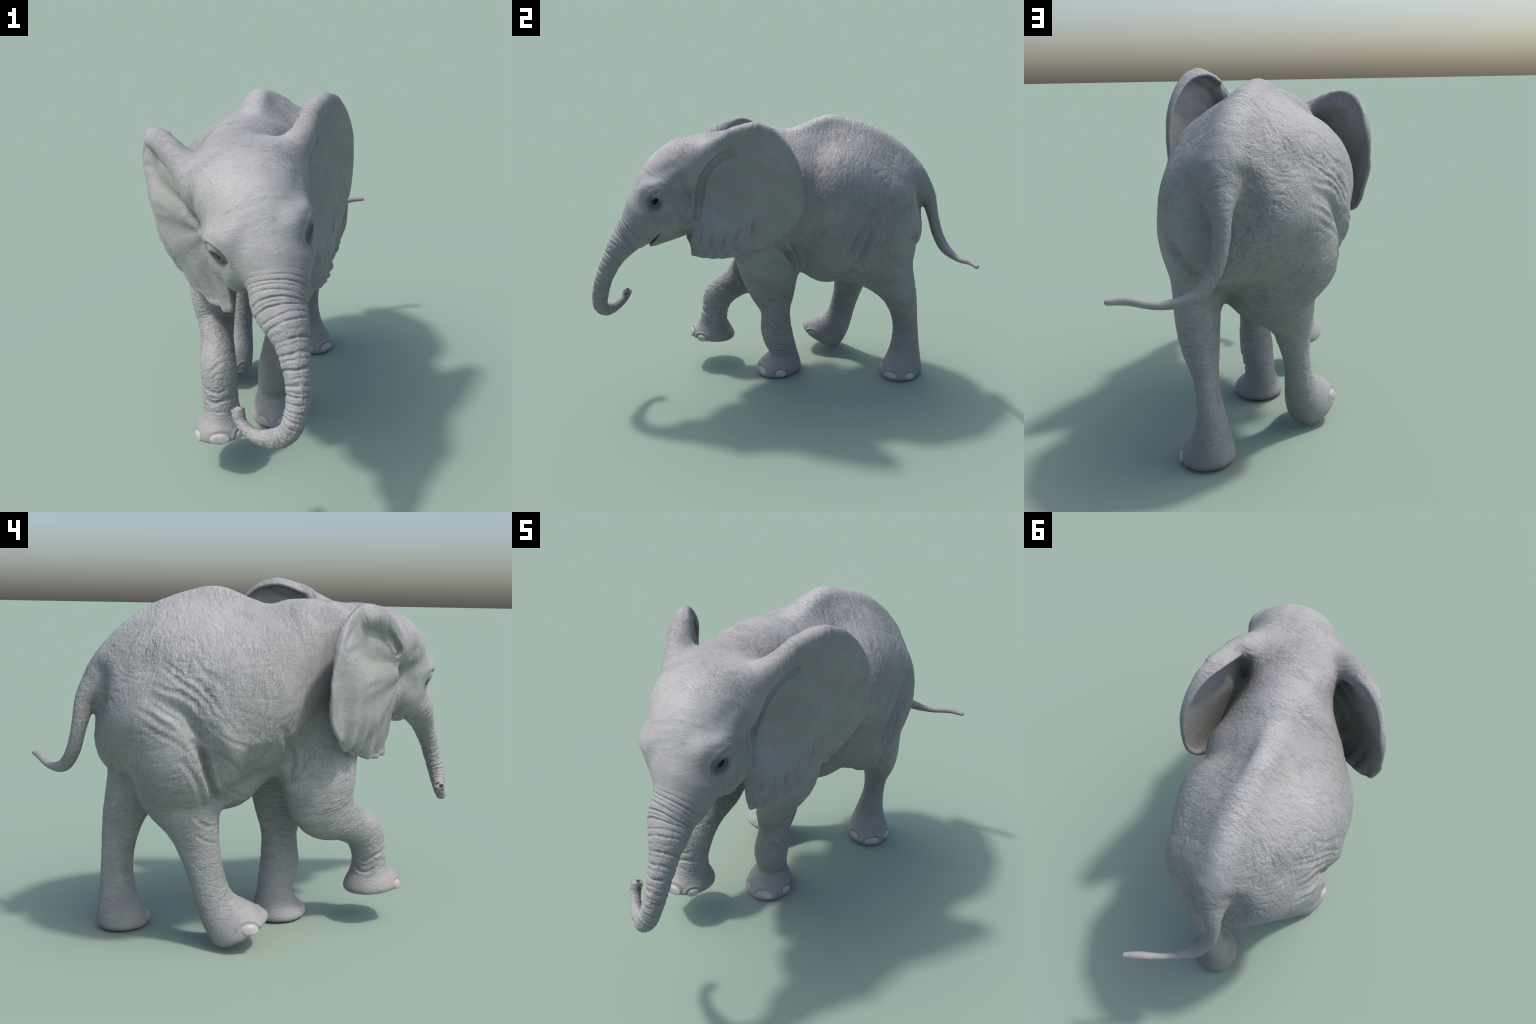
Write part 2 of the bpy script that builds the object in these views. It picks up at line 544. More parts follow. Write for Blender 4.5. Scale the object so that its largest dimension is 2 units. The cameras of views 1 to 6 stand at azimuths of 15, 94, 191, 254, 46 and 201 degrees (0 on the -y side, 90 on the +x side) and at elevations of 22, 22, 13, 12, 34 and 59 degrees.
def relax(V, Q, times):
    i = np.concatenate([Q[:, k] for k in range(4)])
    j = np.concatenate([Q[:, (k + 1) % 4] for k in range(4)])
    n = np.bincount(i, minlength=len(V)) + np.bincount(j, minlength=len(V))
    for _ in range(times):
        S = np.stack([np.bincount(i, V[j, c], len(V)) + np.bincount(j, V[i, c], len(V)) for c in range(3)], 1)
        V = V * .5 + .5 * S / n[:, None]
    return V


def settle(V, Q, times):
    for _ in range(times):
        N = normals(V, Q)
        V = V - N * np.clip(skin(V), -.006, .006)[:, None]
    return V


# ---------------------------------------------------------- folds and creases
# depth, width and path of each furrow (negative depth: a swelling)
FURROWS = {
    'r_flank_main': (0.0260, 0.0300, [(-0.288,0.566,1.047), (-0.319,0.519,1.021), (-0.339,0.471,0.993), (-0.349,0.428,0.949), (-0.352,0.398,0.888), (-0.351,0.375,0.826), (-0.342,0.358,0.763), (-0.302,0.329,0.689), (-0.196,0.295,0.604)]),
    'r_flank_sharp': (0.0260, 0.0130, [(-0.352,0.421,0.881), (-0.351,0.379,0.827), (-0.345,0.362,0.771), (-0.321,0.341,0.710), (-0.212,0.301,0.625)]),
    'r_belly_swell': (-0.0140, 0.0450, [(-0.367,0.341,1.009), (-0.360,0.317,0.925), (-0.340,0.296,0.845), (-0.299,0.270,0.757), (-0.175,0.231,0.654)]),
    'r_flank2': (0.0050, 0.0100, [(-0.271,0.556,1.089), (-0.303,0.509,1.070), (-0.325,0.461,1.057), (-0.345,0.420,1.029), (-0.355,0.391,0.986)]),
    'r_flank3': (0.0060, 0.0090, [(-0.297,0.568,1.026), (-0.325,0.528,0.992), (-0.341,0.479,0.963), (-0.346,0.457,0.926)]),
    'r_flank4': (0.0035, 0.0080, [(-0.324,0.393,1.145), (-0.348,0.360,1.117), (-0.368,0.320,1.090)]),
    'r_flank5': (0.0040, 0.0100, [(-0.315,0.429,1.122), (-0.338,0.396,1.095), (-0.359,0.363,1.052), (-0.368,0.338,1.009)]),
    'r_flank6': (0.0040, 0.0090, [(-0.251,0.523,1.154), (-0.283,0.490,1.127), (-0.316,0.451,1.093), (-0.340,0.411,1.066), (-0.359,0.370,1.023), (-0.364,0.348,0.979)]),
    'r_flank7': (0.0040, 0.0100, [(-0.274,0.617,1.002), (-0.311,0.570,0.976), (-0.331,0.529,0.948), (-0.342,0.486,0.927)]),
    'r_flank8': (0.0030, 0.0100, [(-0.299,0.598,0.945), (-0.326,0.543,0.911), (-0.343,0.494,0.889), (-0.351,0.458,0.860)]),
    'r_flank9': (0.0030, 0.0090, [(-0.358,0.324,0.917), (-0.355,0.277,0.893), (-0.349,0.236,0.875), (-0.345,0.219,0.866)]),
    'r_thigh_front': (0.0070, 0.0120, [(-0.352,0.459,0.815), (-0.352,0.428,0.768), (-0.343,0.404,0.726), (-0.312,0.386,0.671), (-0.245,0.357,0.604), (-0.232,0.325,0.549)]),
    'r_knee1': (0.0040, 0.0080, [(-0.255,0.402,0.577), (-0.246,0.361,0.539), (-0.214,0.305,0.518)]),
    'r_knee2': (0.0030, 0.0080, [(-0.243,0.392,0.499), (-0.235,0.350,0.469), (-0.207,0.299,0.452)]),
    'r_chest1': (0.0120, 0.0160, [(-0.332,0.074,0.914), (-0.273,0.029,0.847), (-0.207,-0.007,0.776), (-0.191,-0.001,0.714), (-0.160,0.014,0.666)]),
    'r_chest2': (0.0060, 0.0120, [(-0.219,-0.109,0.833), (-0.218,-0.067,0.793), (-0.214,-0.040,0.743), (-0.201,-0.016,0.699), (-0.181,0.003,0.670)]),
    'r_armpit': (0.0100, 0.0160, [(-0.195,-0.010,0.664), (-0.216,-0.037,0.676), (-0.228,-0.067,0.691), (-0.236,-0.103,0.708)]),
    'r_elbow_swell': (-0.0060, 0.0400, [(-0.196,-0.073,0.531), (-0.183,-0.100,0.484)]),
    'r_scapula': (0.0050, 0.0300, [(-0.235,-0.114,0.999), (-0.239,-0.081,0.935), (-0.275,-0.003,0.887)]),
    'r_rump1': (0.0060, 0.0120, [(-0.105,0.710,0.814), (-0.053,0.691,0.747), (0.111,0.653,0.659)]),
    'r_shin1': (0.0070, 0.0070, [(-0.056,-0.350,0.267), (-0.100,-0.364,0.247), (-0.125,-0.399,0.249), (-0.130,-0.434,0.274)]),
    'r_shin2': (0.0060, 0.0070, [(-0.073,-0.349,0.303), (-0.115,-0.378,0.296), (-0.131,-0.423,0.324), (-0.100,-0.478,0.348)]),
    'l_armpit': (0.0240, 0.0130, [(0.312,-0.011,0.864), (0.288,0.023,0.818), (0.260,0.050,0.770), (0.235,0.067,0.722), (0.209,0.076,0.674)]),
    'l_armpit2': (0.0060, 0.0090, [(0.267,0.036,0.732), (0.246,0.057,0.723), (0.230,0.069,0.711)]),
    'l_chest1': (0.0090, 0.0120, [(0.288,0.081,0.898), (0.235,0.102,0.814), (0.203,0.121,0.736), (0.187,0.123,0.673)]),
    'l_chest2': (0.0120, 0.0110, [(0.300,0.048,0.903), (0.263,0.070,0.835), (0.219,0.092,0.762), (0.192,0.097,0.685)]),
    'l_flank_main': (0.0180, 0.0220, [(0.313,0.517,1.061), (0.336,0.467,0.993), (0.348,0.426,0.929), (0.351,0.393,0.870), (0.348,0.365,0.807), (0.338,0.336,0.750)]),
    'l_flank2': (0.0220, 0.0180, [(0.330,0.508,0.972), (0.347,0.467,0.901), (0.350,0.438,0.824), (0.344,0.418,0.760), (0.324,0.419,0.697)]),
    'l_flank_pit': (0.0240, 0.0260, [(0.348,0.393,0.780), (0.340,0.385,0.732), (0.328,0.398,0.699)]),
    'l_flap': (0.0120, 0.0120, [(0.165,0.279,0.598), (0.314,0.327,0.681), (0.330,0.377,0.700), (0.306,0.420,0.666)]),
    'l_elbow': (0.0050, 0.0100, [(0.256,-0.016,0.621), (0.201,0.023,0.557), (0.151,0.056,0.524)]),
    'l_elbow2': (0.0080, 0.0100, [(0.194,-0.009,0.525), (0.164,0.019,0.486), (0.137,0.040,0.464)]),
    'l_thigh1': (0.0060, 0.0100, [(0.277,0.476,0.639), (0.258,0.482,0.602), (0.247,0.509,0.568)]),
    'l_wrist1': (0.0065, 0.0065, [(0.124,-0.130,0.345), (0.162,-0.079,0.312), (0.161,-0.026,0.260)]),
    'l_wrist2': (0.0065, 0.0065, [(0.135,-0.127,0.289), (0.163,-0.080,0.272), (0.158,-0.018,0.248), (0.113,0.028,0.275)]),
    'l_wrist3': (0.0065, 0.0065, [(0.146,-0.111,0.232), (0.157,-0.057,0.196), (0.144,-0.002,0.188), (0.100,0.038,0.195)]),
    'l_wrist4': (0.0065, 0.0065, [(0.125,-0.106,0.169), (0.142,-0.050,0.146), (0.133,0.005,0.145), (0.088,0.046,0.157)]),
    'l_wrist5': (0.0065, 0.0065, [(0.161,-0.059,0.342), (0.162,-0.034,0.301), (0.158,-0.016,0.278)]),
    'temple_left': (0.0050, 0.0300, [(0.320,-0.597,1.247), (0.318,-0.537,1.278), (0.320,-0.495,1.286)]),
    'brow_left': (-0.0040, 0.0200, [(0.349,-0.636,1.206), (0.357,-0.585,1.211), (0.360,-0.545,1.203)]),
    'cheek_left1': (0.0060, 0.0100, [(0.364,-0.636,1.101), (0.377,-0.621,1.061), (0.382,-0.604,1.019), (0.369,-0.594,0.980)]),
    'cheek_left2': (0.0060, 0.0120, [(0.370,-0.489,1.073), (0.362,-0.469,1.035), (0.340,-0.444,1.079), (0.317,-0.425,1.105)]),
    'cheek_left3': (0.0080, 0.0100, [(0.337,-0.459,1.197), (0.315,-0.442,1.148), (0.310,-0.417,1.111)]),
    'jaw_left': (0.0050, 0.0120, [(0.379,-0.538,1.069), (0.377,-0.532,1.025), (0.366,-0.541,0.982)]),
    'temple_right': (0.0100, 0.0300, [(-0.039,-0.626,1.217), (-0.061,-0.592,1.195), (-0.052,-0.576,1.156)]),
    'cheek_right': (0.0040, 0.0120, [(0.015,-0.549,0.950), (-0.002,-0.566,0.982), (-0.009,-0.587,1.022)]),
    'rf_knee1': (0.0060, 0.0065, [(-0.106,-0.475,0.331), (-0.066,-0.496,0.321), (-0.026,-0.488,0.329), (0.001,-0.462,0.342), (0.012,-0.432,0.364)]),
    'rf_knee2': (0.0060, 0.0065, [(-0.119,-0.459,0.373), (-0.079,-0.487,0.364), (-0.045,-0.488,0.362), (-0.014,-0.472,0.373)]),
    'rf_knee3': (0.0040, 0.0080, [(-0.087,-0.467,0.439), (-0.064,-0.460,0.460), (-0.041,-0.443,0.473)]),
    'rf_knee4': (0.0060, 0.0065, [(-0.102,-0.481,0.323), (-0.073,-0.497,0.313), (-0.038,-0.495,0.320)]),
    'rf_knee5': (0.0060, 0.0065, [(-0.014,-0.483,0.323), (0.007,-0.458,0.328), (0.016,-0.419,0.325)]),
    'rf_ankle': (0.0030, 0.0060, [(-0.098,-0.493,0.277), (-0.051,-0.507,0.280), (-0.013,-0.495,0.280)]),
    'r_lens1': (0.0030, 0.0080, [(-0.243,0.514,1.176), (-0.282,0.475,1.142), (-0.305,0.449,1.121)]),
    'r_lens2': (0.0030, 0.0080, [(-0.302,0.404,1.180), (-0.330,0.379,1.145), (-0.351,0.346,1.125), (-0.369,0.312,1.097)]),
    'r_lens3': (0.0060, 0.0100, [(-0.348,0.443,0.949), (-0.352,0.406,0.911), (-0.352,0.387,0.873)]),
    'r_lens4': (0.0030, 0.0090, [(-0.348,0.344,0.848), (-0.335,0.302,0.821), (-0.306,0.256,0.782), (-0.206,0.198,0.710)]),
    'r_lens5': (0.0040, 0.0100, [(-0.330,0.332,0.751), (-0.274,0.287,0.697), (-0.158,0.209,0.632), (-0.127,0.150,0.613)]),
    'r_belly_corner': (-0.0060, 0.0300, [(-0.345,0.243,0.867), (-0.342,0.148,0.879), (-0.313,0.059,0.887)]),
    'l_ear_a': (0.0090, 0.0090, [(0.365,-0.327,0.945), (0.372,-0.335,0.913), (0.375,-0.343,0.875)]),
    'l_ear_b': (0.0090, 0.0090, [(0.371,-0.265,0.937), (0.374,-0.278,0.895), (0.375,-0.286,0.860)]),
    'l_ear_c': (0.0090, 0.0090, [(0.367,-0.180,0.977), (0.371,-0.203,0.936), (0.376,-0.226,0.894)]),
    'l_ear_d': (0.0090, 0.0090, [(0.371,-0.116,1.029), (0.373,-0.127,0.970), (0.372,-0.143,0.908)]),
    'l_ear_e': (0.0050, 0.0110, [(0.362,-0.129,1.095), (0.374,-0.098,1.046), (0.383,-0.068,0.997)]),
    'l_ear_f': (0.0050, 0.0110, [(0.384,-0.048,1.074), (0.396,-0.001,1.026), (0.398,0.046,0.983)]),
    'l_ear_g': (0.0050, 0.0110, [(0.394,-0.006,1.101), (0.405,0.041,1.062), (0.405,0.080,1.018)]),
    'l_ear_h': (0.0090, 0.0090, [(0.350,-0.385,0.968), (0.365,-0.396,0.912), (0.354,-0.416,0.846)]),
    'l_ear_i': (0.0050, 0.0110, [(0.371,-0.259,0.844), (0.375,-0.215,0.863), (0.374,-0.182,0.871)]),
    'l_scapha': (0.0060, 0.0300, [(0.319,-0.285,1.271), (0.328,-0.232,1.313), (0.340,-0.165,1.346), (0.361,-0.099,1.358)]),
    'l_vein1': (-0.0020, 0.0140, [(0.382,-0.036,1.329), (0.410,0.044,1.318), (0.423,0.097,1.280)]),
    'l_vein2': (-0.0020, 0.0200, [(0.334,-0.209,1.155), (0.371,-0.086,1.130), (0.404,0.035,1.104)]),
    'r_ear_a': (0.0060, 0.0140, [(-0.386,-0.172,1.297), (-0.410,-0.146,1.261), (-0.425,-0.129,1.229)]),
    'r_ear_b': (0.0030, 0.0140, [(-0.345,-0.220,1.225), (-0.390,-0.174,1.215), (-0.421,-0.136,1.205)]),
    'r_ear_f': (0.0030, 0.0150, [(-0.245,-0.365,1.082), (-0.314,-0.291,1.077), (-0.345,-0.251,1.063)]),
    'r_ear_k': (0.0060, 0.0350, [(-0.303,-0.307,1.312), (-0.282,-0.290,1.273), (-0.312,-0.261,1.236), (-0.332,-0.235,1.211)]),
    'ear_crease_right': (0.0160, 0.0130, [(-0.224,-0.393,1.275), (-0.173,-0.449,1.229), (-0.142,-0.480,1.200), (-0.143,-0.466,1.177), (-0.136,-0.467,1.130)]),
    'belly_swelling_right': (-.022, .055, [(-.36,.31,.95),(-.35,.26,.84),(-.315,.20,.74)]),
    'thigh_back_left': (-.014, .050, [(.19,.725,.86),(.18,.715,.79),(.17,.70,.71)]),
    'ear_fold_left': (.020, .015, [(.328,-.210,1.349),(.323,-.264,1.329),(.317,-.316,1.288),(.315,-.361,1.231),(.303,-.383,1.177),(.297,-.396,1.115),(.313,-.401,1.069),(.325,-.410,1.020)]),
    'groin_right': (.018, .014, [(-.140,.708,.817),(-.115,.701,.770),(-.084,.683,.719),(-.055,.623,.655)]),
    'groin_left': (.016, .015, [(.216,.693,.857),(.176,.700,.808),(.131,.700,.757),(.085,.672,.69)]),
    'beside_spine_left': (.010, .045, [(.085,.06,1.36),(.075,.17,1.39),(.07,.29,1.42),(.085,.45,1.35),(.10,.60,1.24)]),
    'beside_spine_right': (.007, .045, [(-.10,.10,1.36),(-.11,.28,1.41),(-.09,.45,1.35),(-.07,.60,1.24)]),
}
EYES = [from_head((.163, .014, .005)), from_head((-.166, .014, .008))]
TRUNK_RINGS = (.035, .059, .085, .107, .152, .182, .211, .268, .314, .350, .390, .412, .432, .461, .483, .508, .539,
               .565, .591, .615, .64, .663, .685, .707, .728, .748, .768, .787, .806, .825, .843, .861, .879, .897, .915, .935)


def hash3(i, j, k, seed):
    h = (i * 374761393 + j * 668265263 + k * 2147483647 + seed * 1274126177) & 0xffffffff
    h = ((h ^ (h >> 13)) * 1274126177) & 0xffffffff
    return (h ^ (h >> 16)) & 0xffffffff


def noise(P, seed=0):
    """gradient noise, about -1..1"""
    I = np.floor(P).astype(np.int64)
    f = (P - I).astype(F)
    w = f * f * f * (f * (f * 6 - 15) + 10)
    out = np.zeros(len(P), F)
    for a in (0, 1):
        for b in (0, 1):
            for c in (0, 1):
                h = hash3(I[:, 0] + a, I[:, 1] + b, I[:, 2] + c, seed)
                x, y, z = f[:, 0] - a, f[:, 1] - b, f[:, 2] - c
                u = np.where(h & 8, x, y)
                v = np.where(h & 16, z, np.where(h & 8, y, x))
                g = np.where(h & 1, u, -u) + np.where(h & 2, v, -v)
                wa = w[:, 0] if a else 1 - w[:, 0]
                wb = w[:, 1] if b else 1 - w[:, 1]
                wc = w[:, 2] if c else 1 - w[:, 2]
                out += g * wa * wb * wc
    return out


def cracks(Q, seed, sharp=.24):
    """broken thin furrows along the zero lines of a noise, 0..1"""
    n = noise(Q, seed) + .3 * noise(Q * 1.9 + 7.3, seed + 1)
    gaps = np.clip(.75 + 1.3 * noise(Q * .55 + 3.1, seed + 2), .15, 1)
    return np.exp(-(n / sharp) ** 2) * gaps


def hatch(s, c1, c2, fine, length, seed):
    """two families of furrows across s, slanting either way; lengths in metres"""
    a = cracks(np.stack([(s + .22 * c1) / fine, (c1 - .2 * s) / length, c2 / length], 1), seed)
    b = cracks(np.stack([(s - .30 * c1) / (fine * 1.25), (c1 + .3 * s) / length, c2 / length], 1), seed + 5)
    return np.maximum(a, .8 * b)


def ramp(x, a, b):
    t = np.clip((x - a) / (b - a), 0, 1)
    return t * t * (3 - 2 * t)


def furrow_field(V):
    out = np.zeros(len(V))
    for depth, width, path in FURROWS.values():
        C = catmull(np.array(path), 6)
        reach = 2.6 * width
        k = np.where(np.all((V > C.min(0) - reach) & (V < C.max(0) + reach), axis=1))[0]
        if not len(k):
            continue
        P, best, along = V[k], np.full(len(k), 1e9), np.zeros(len(k))
        n = len(C) - 1
        for i in range(n):
            d = C[i + 1] - C[i]
            t = np.clip((P - C[i]) @ d / (d @ d), 0, 1)
            q = P - C[i] - t[:, None] * d
            D = (q * q).sum(1)
            m = D < best
            best[m], along[m] = D[m], (i + t[m]) / n
        r = np.sqrt(best)
        if width < .02:                              # the skin wavers along a furrow
            r = np.abs(r + .22 * width * noise(P / (width * 3), 5))
        x = r / width
        fade = np.sin(np.pi * np.clip(along * .86 + .07, 0, 1)) ** .7
        prof = np.exp(-x * x)
        if depth > 0 and width < .02:                # raised lips beside a furrow
            prof = prof - .2 * np.exp(-((x - 1.8) / .7) ** 2)
        out[k] -= depth * fade * prof
    return out


def eye_field(V):
    out = np.zeros(len(V))
    l, f, u = HEAD_AX
    for side, E in zip((1, -1), EYES):
        k = np.where(((V - E) ** 2).sum(1) < .09 ** 2)[0]
        q = V[k] - E
        long_ax = .78 * f - .62 * u
        n = side * l * .95 + .3 * f
        n /= np.linalg.norm(n)
        long_ax -= (long_ax @ n) * n
        long_ax /= np.linalg.norm(long_ax)
        up = np.cross(long_ax, n) * side
        if up @ u < 0:
            up = -up
        a, b = q @ long_ax, q @ up
        r1 = np.sqrt((a / .0205) ** 2 + (b / .0100) ** 2)
        r2 = np.sqrt((a / .032) ** 2 + (b / .023) ** 2)
        r3 = np.sqrt(((a + .004) / .050) ** 2 + ((b - .002) / .035) ** 2)
        d = -.011 * np.exp(-r1 ** 4) + .0065 * np.exp(-((r2 - .85) / .25) ** 2)
        upper = ramp(b, -.008, .012)
        d += -.006 * np.exp(-((r3 - 1) / .10) ** 2) * (.35 + .65 * upper)
        d += .003 * np.exp(-((r3 - 1.35) / .22) ** 2) * upper
        d += -.0025 * np.exp(-((np.sqrt((a / .041) ** 2 + (b / .029) ** 2) - 1) / .09) ** 2) * (1 - .7 * upper)
        d += -.005 * np.exp(-((a - .034) / .014) ** 2 - ((b + .004) / .006) ** 2)   # tear furrow
        out[k] += d
    return out


def regions(V):
    """distance to each part and its own coordinates"""
    P = V.astype(F)
    D, X = {}, {}
    for name in ('torso', 'trunk', 'tail') + LIMBS:
        t = TUBES[name]
        d = np.full(len(P), 1.0, F)
        s, x, y = (np.zeros(len(P), F) for _ in range(3))
        k = np.all((P > t.lo - .05) & (P < t.hi + .05), axis=1)
        d[k], s[k], x[k], y[k] = t.coords(P[k])
        D[name], X[name] = d, (s, x, y)
    D['torso'] = np.minimum(D['torso'], np.minimum(TUBES['spine_ridge'](P), TUBES['belly'](P)))
    D['head'] = skull(P)
    D['ear_left'], D['ear_right'] = EARS['left'](P), EARS['right'](P)
    return D, X


def wrinkle_field(V, D, X):
    names = list(D)
    W = np.stack([np.exp(-np.clip(D[n], -.02, .5) / .010) for n in names])
    W /= W.sum(0)
    W = dict(zip(names, W))
    out = np.zeros(len(V))
    big = noise(V * 4.0, 60)
    # torso: furrows hang round the barrel, stronger on the right flank and rump
    k = np.where(W['torso'] > .03)[0]
    s, x, y = (c[k] for c in X['torso'])
    v = V[k]
    arc = s * 1.05 + .05 * noise(v * 4.0, 11) + .35 * ramp(v[:, 1], .25, .65) * (v[:, 2] - .95)
    rump = ramp(v[:, 1], .22, .42) * ramp(-v[:, 0], -.10, .08)
    mid = np.exp(-((v[:, 0] / .07) ** 2)) * ramp(v[:, 2], 1.2, 1.3)
    low = ramp(-v[:, 2], -.75, -.62) * (1 - rump)
    strength = np.clip(.85 + .35 * rump + .45 * big[k] - .45 * mid - .3 * low, .15, 1.5)
    fine = hatch(arc, x * .30, y * .33, .017, .055, 20)
    long = hatch(arc, x * .30, y * .33, .036, .11, 220)
    mesh = hatch(y * .33, arc, x * .30, .022, .050, 120)
    broad = noise(np.stack([arc / .055, x * .30 / .15, y * .33 / .15], 1), 26)
    out[k] += W['torso'][k] * strength * (-.0018 * fine - .0019 * long - .0012 * mesh * (.3 + rump) + .0012 * broad * (.3 + rump))
    # limbs: rings round the leg, fading over the smooth foot
    for i, n in enumerate(LIMBS):
        k = np.where(W[n] > .03)[0]
        s, x, y = (c[k] for c in X[n])
        L = np.linalg.norm(np.diff(TUBES[n].c, axis=0), axis=1).sum()
        hold = 1 - ramp(s, .76, .88)
        arc = s * L + .012 * noise(V[k] * 9, 30 + i)
        fine = hatch(arc, x * .1, y * .1, .016, .045, 31 + i * 11)
        broad = noise(np.stack([arc / .034, x * .1 / .12, y * .1 / .12], 1), 36 + i)
        wrist = np.exp(-((s - .70) / .10) ** 2) if n.startswith('fore') else .3 * np.exp(-((s - .55) / .2) ** 2)
        out[k] += W[n][k] * hold * (-.0024 * fine * np.clip(.9 + .5 * big[k], .2, 1.3) + (.0006 + .0022 * wrist) * broad)
        foot = ramp(s, .84, .92)
        out[k] += W[n][k] * foot * .0012 * noise(V[k] * 22, 44)
    # trunk: the rings, fine lines along it, close rings near the tip
    k = np.where(W['trunk'] > .03)[0]
    s, x, y = (c[k] for c in X['trunk'])
    ang = np.arctan2(x, y)
    wob = .005 * noise(np.stack([ang * 1.3, s * 30, s * 0], 1), 50) + .010 * (1 - np.cos(ang)) * 0
    sw = s + wob
    front = .5 + .5 * np.tanh(-y * 2.0 * FRONT)
    ring = np.zeros(len(k))
    lobe = np.zeros(len(k))
    edges = np.array(TRUNK_RINGS)
    mids = (edges[2:26] + edges[3:27]) / 2 + .004 * np.sin(np.arange(24) * 5.1)
    for i, r in enumerate(np.concatenate([edges, mids])):
        w = .0040 if i < len(edges) else .0032
        strong = ((.6, 1, .75, 1, .5, .85, 1)[i % 7] if i < len(edges) else (.3, .5, .2)[i % 3]) * ramp(r, .02, .14)
        side = .35 + .65 * front if r < .5 else .7
        ring += strong * side * np.exp(-((sw - r) / w) ** 2)
    for a, b in zip(edges[:-1], edges[1:]):
        t = np.clip((sw - a) / (b - a), 0, 1)
        lobe += np.where((sw >= a) & (sw < b), np.sin(np.pi * t), 0) * np.clip((b - a) / .03, .3, 1)
    lobe *= ramp(s, .05, .15)
    ring *= np.clip(.85 + 1.3 * noise(np.stack([ang * 1.9, s * 40, s * 0 + 9], 1), 57), .2, 1.15)
    lines = cracks(np.stack([s * .85 / .07, x * .06 / .014, y * .06 / .014], 1), 52, .2)
    close = cracks(np.stack([s * .85 / .014, x * .04 / .03, y * .04 / .03], 1), 54)
    back = 1 - front
    thin = hatch(s * .856, x * .05, y * .05, .013, .05, 152) * ramp(s, .04, .15)
    tipw = ramp(s, .62, .8)
    out[k] += W['trunk'][k] * (-.0013 * thin - .0080 * ring * (1 - .5 * tipw) + .0004 * lobe * (1 - tipw)
                               - .0013 * lines * (1 - tipw) * ramp(s, .05, .2) - .0016 * close * np.clip(tipw * .6 + back, 0, 1))
    # head: lines across the brow and crown, folds over the ear roots
    k = np.where(W['head'] > .03)[0]
    H = to_head(V[k].astype(F))
    crown = ramp(H[:, 2], .10, .2) * ramp(-H[:, 1], .05, .2)
    arc = np.hypot(H[:, 1] + .2, H[:, 2] + .05) * 0 + np.arctan2(H[:, 2] + .1, H[:, 1] + .25) * .28
    q = np.stack([H[:, 0] / .11, arc / .022, H[:, 1] * 0], 1)
    fine = cracks(q, 56)
    fine = np.maximum(fine, .7 * cracks(np.stack([H[:, 0] / .09, arc / .016 + H[:, 0] * 5, H[:, 1] * 0], 1), 156))
    root = np.maximum(ramp(np.abs(H[:, 0]), .14, .2) * ramp(H[:, 2], .0, .1), 0)
    out[k] += W['head'][k] * (-(.0007 + .0012 * crown + .0014 * root) * fine + .0008 * noise(H * 20, 59))
    # tail: faint rings near the root
    k = np.where(W['tail'] > .03)[0]
    s, x, y = (c[k] for c in X['tail'])
    out[k] += W['tail'][k] * -.0013 * (1 - ramp(s, .3, .55)) * cracks(np.stack([s * .6 / .016, x * .06 / .05, y * .06 / .05], 1), 62)
    # ears: shallow swells and veins
    for n in ('ear_left', 'ear_right'):
        k = np.where(W[n] > .03)[0]
        out[k] += W[n][k] * (.0016 * noise(V[k] * np.array((18, 18, 9)), 64) + .0006 * noise(V[k] * 60, 65))
    return out


FRONT = -1.0



def build():
    pts = np.vstack([t.c for k, t in TUBES.items() if not isinstance(t, HeadTube)])
    lo, hi = np.array([-.52, -1.06, -.04]), np.array([.52, 1.06, 1.58])
    V, Q = surface_nets(lo, hi, GRID)
    V = settle(relax(V, Q, 1), Q, 2)
    V, Q = refine(V, Q)
    V = settle(relax(V, Q, 1), Q, 2)
    V = relax(V, Q, 1)
    return V, Q


# ------------------------------------------------------------------ materials
def node_tools(mat):
    mat.use_nodes = True
    nt = mat.node_tree
    nt.nodes.clear()

    def new(kind, **props):
        n = nt.nodes.new(kind)
        for k, v in props.items():
            setattr(n, k, v)
        return n

    def put(node, socket, value):
        s = node.inputs[socket]
        if isinstance(value, bpy.types.NodeSocket):
            nt.links.new(value, s)
        else:
            s.default_value = value
        return node
    return nt, new, put


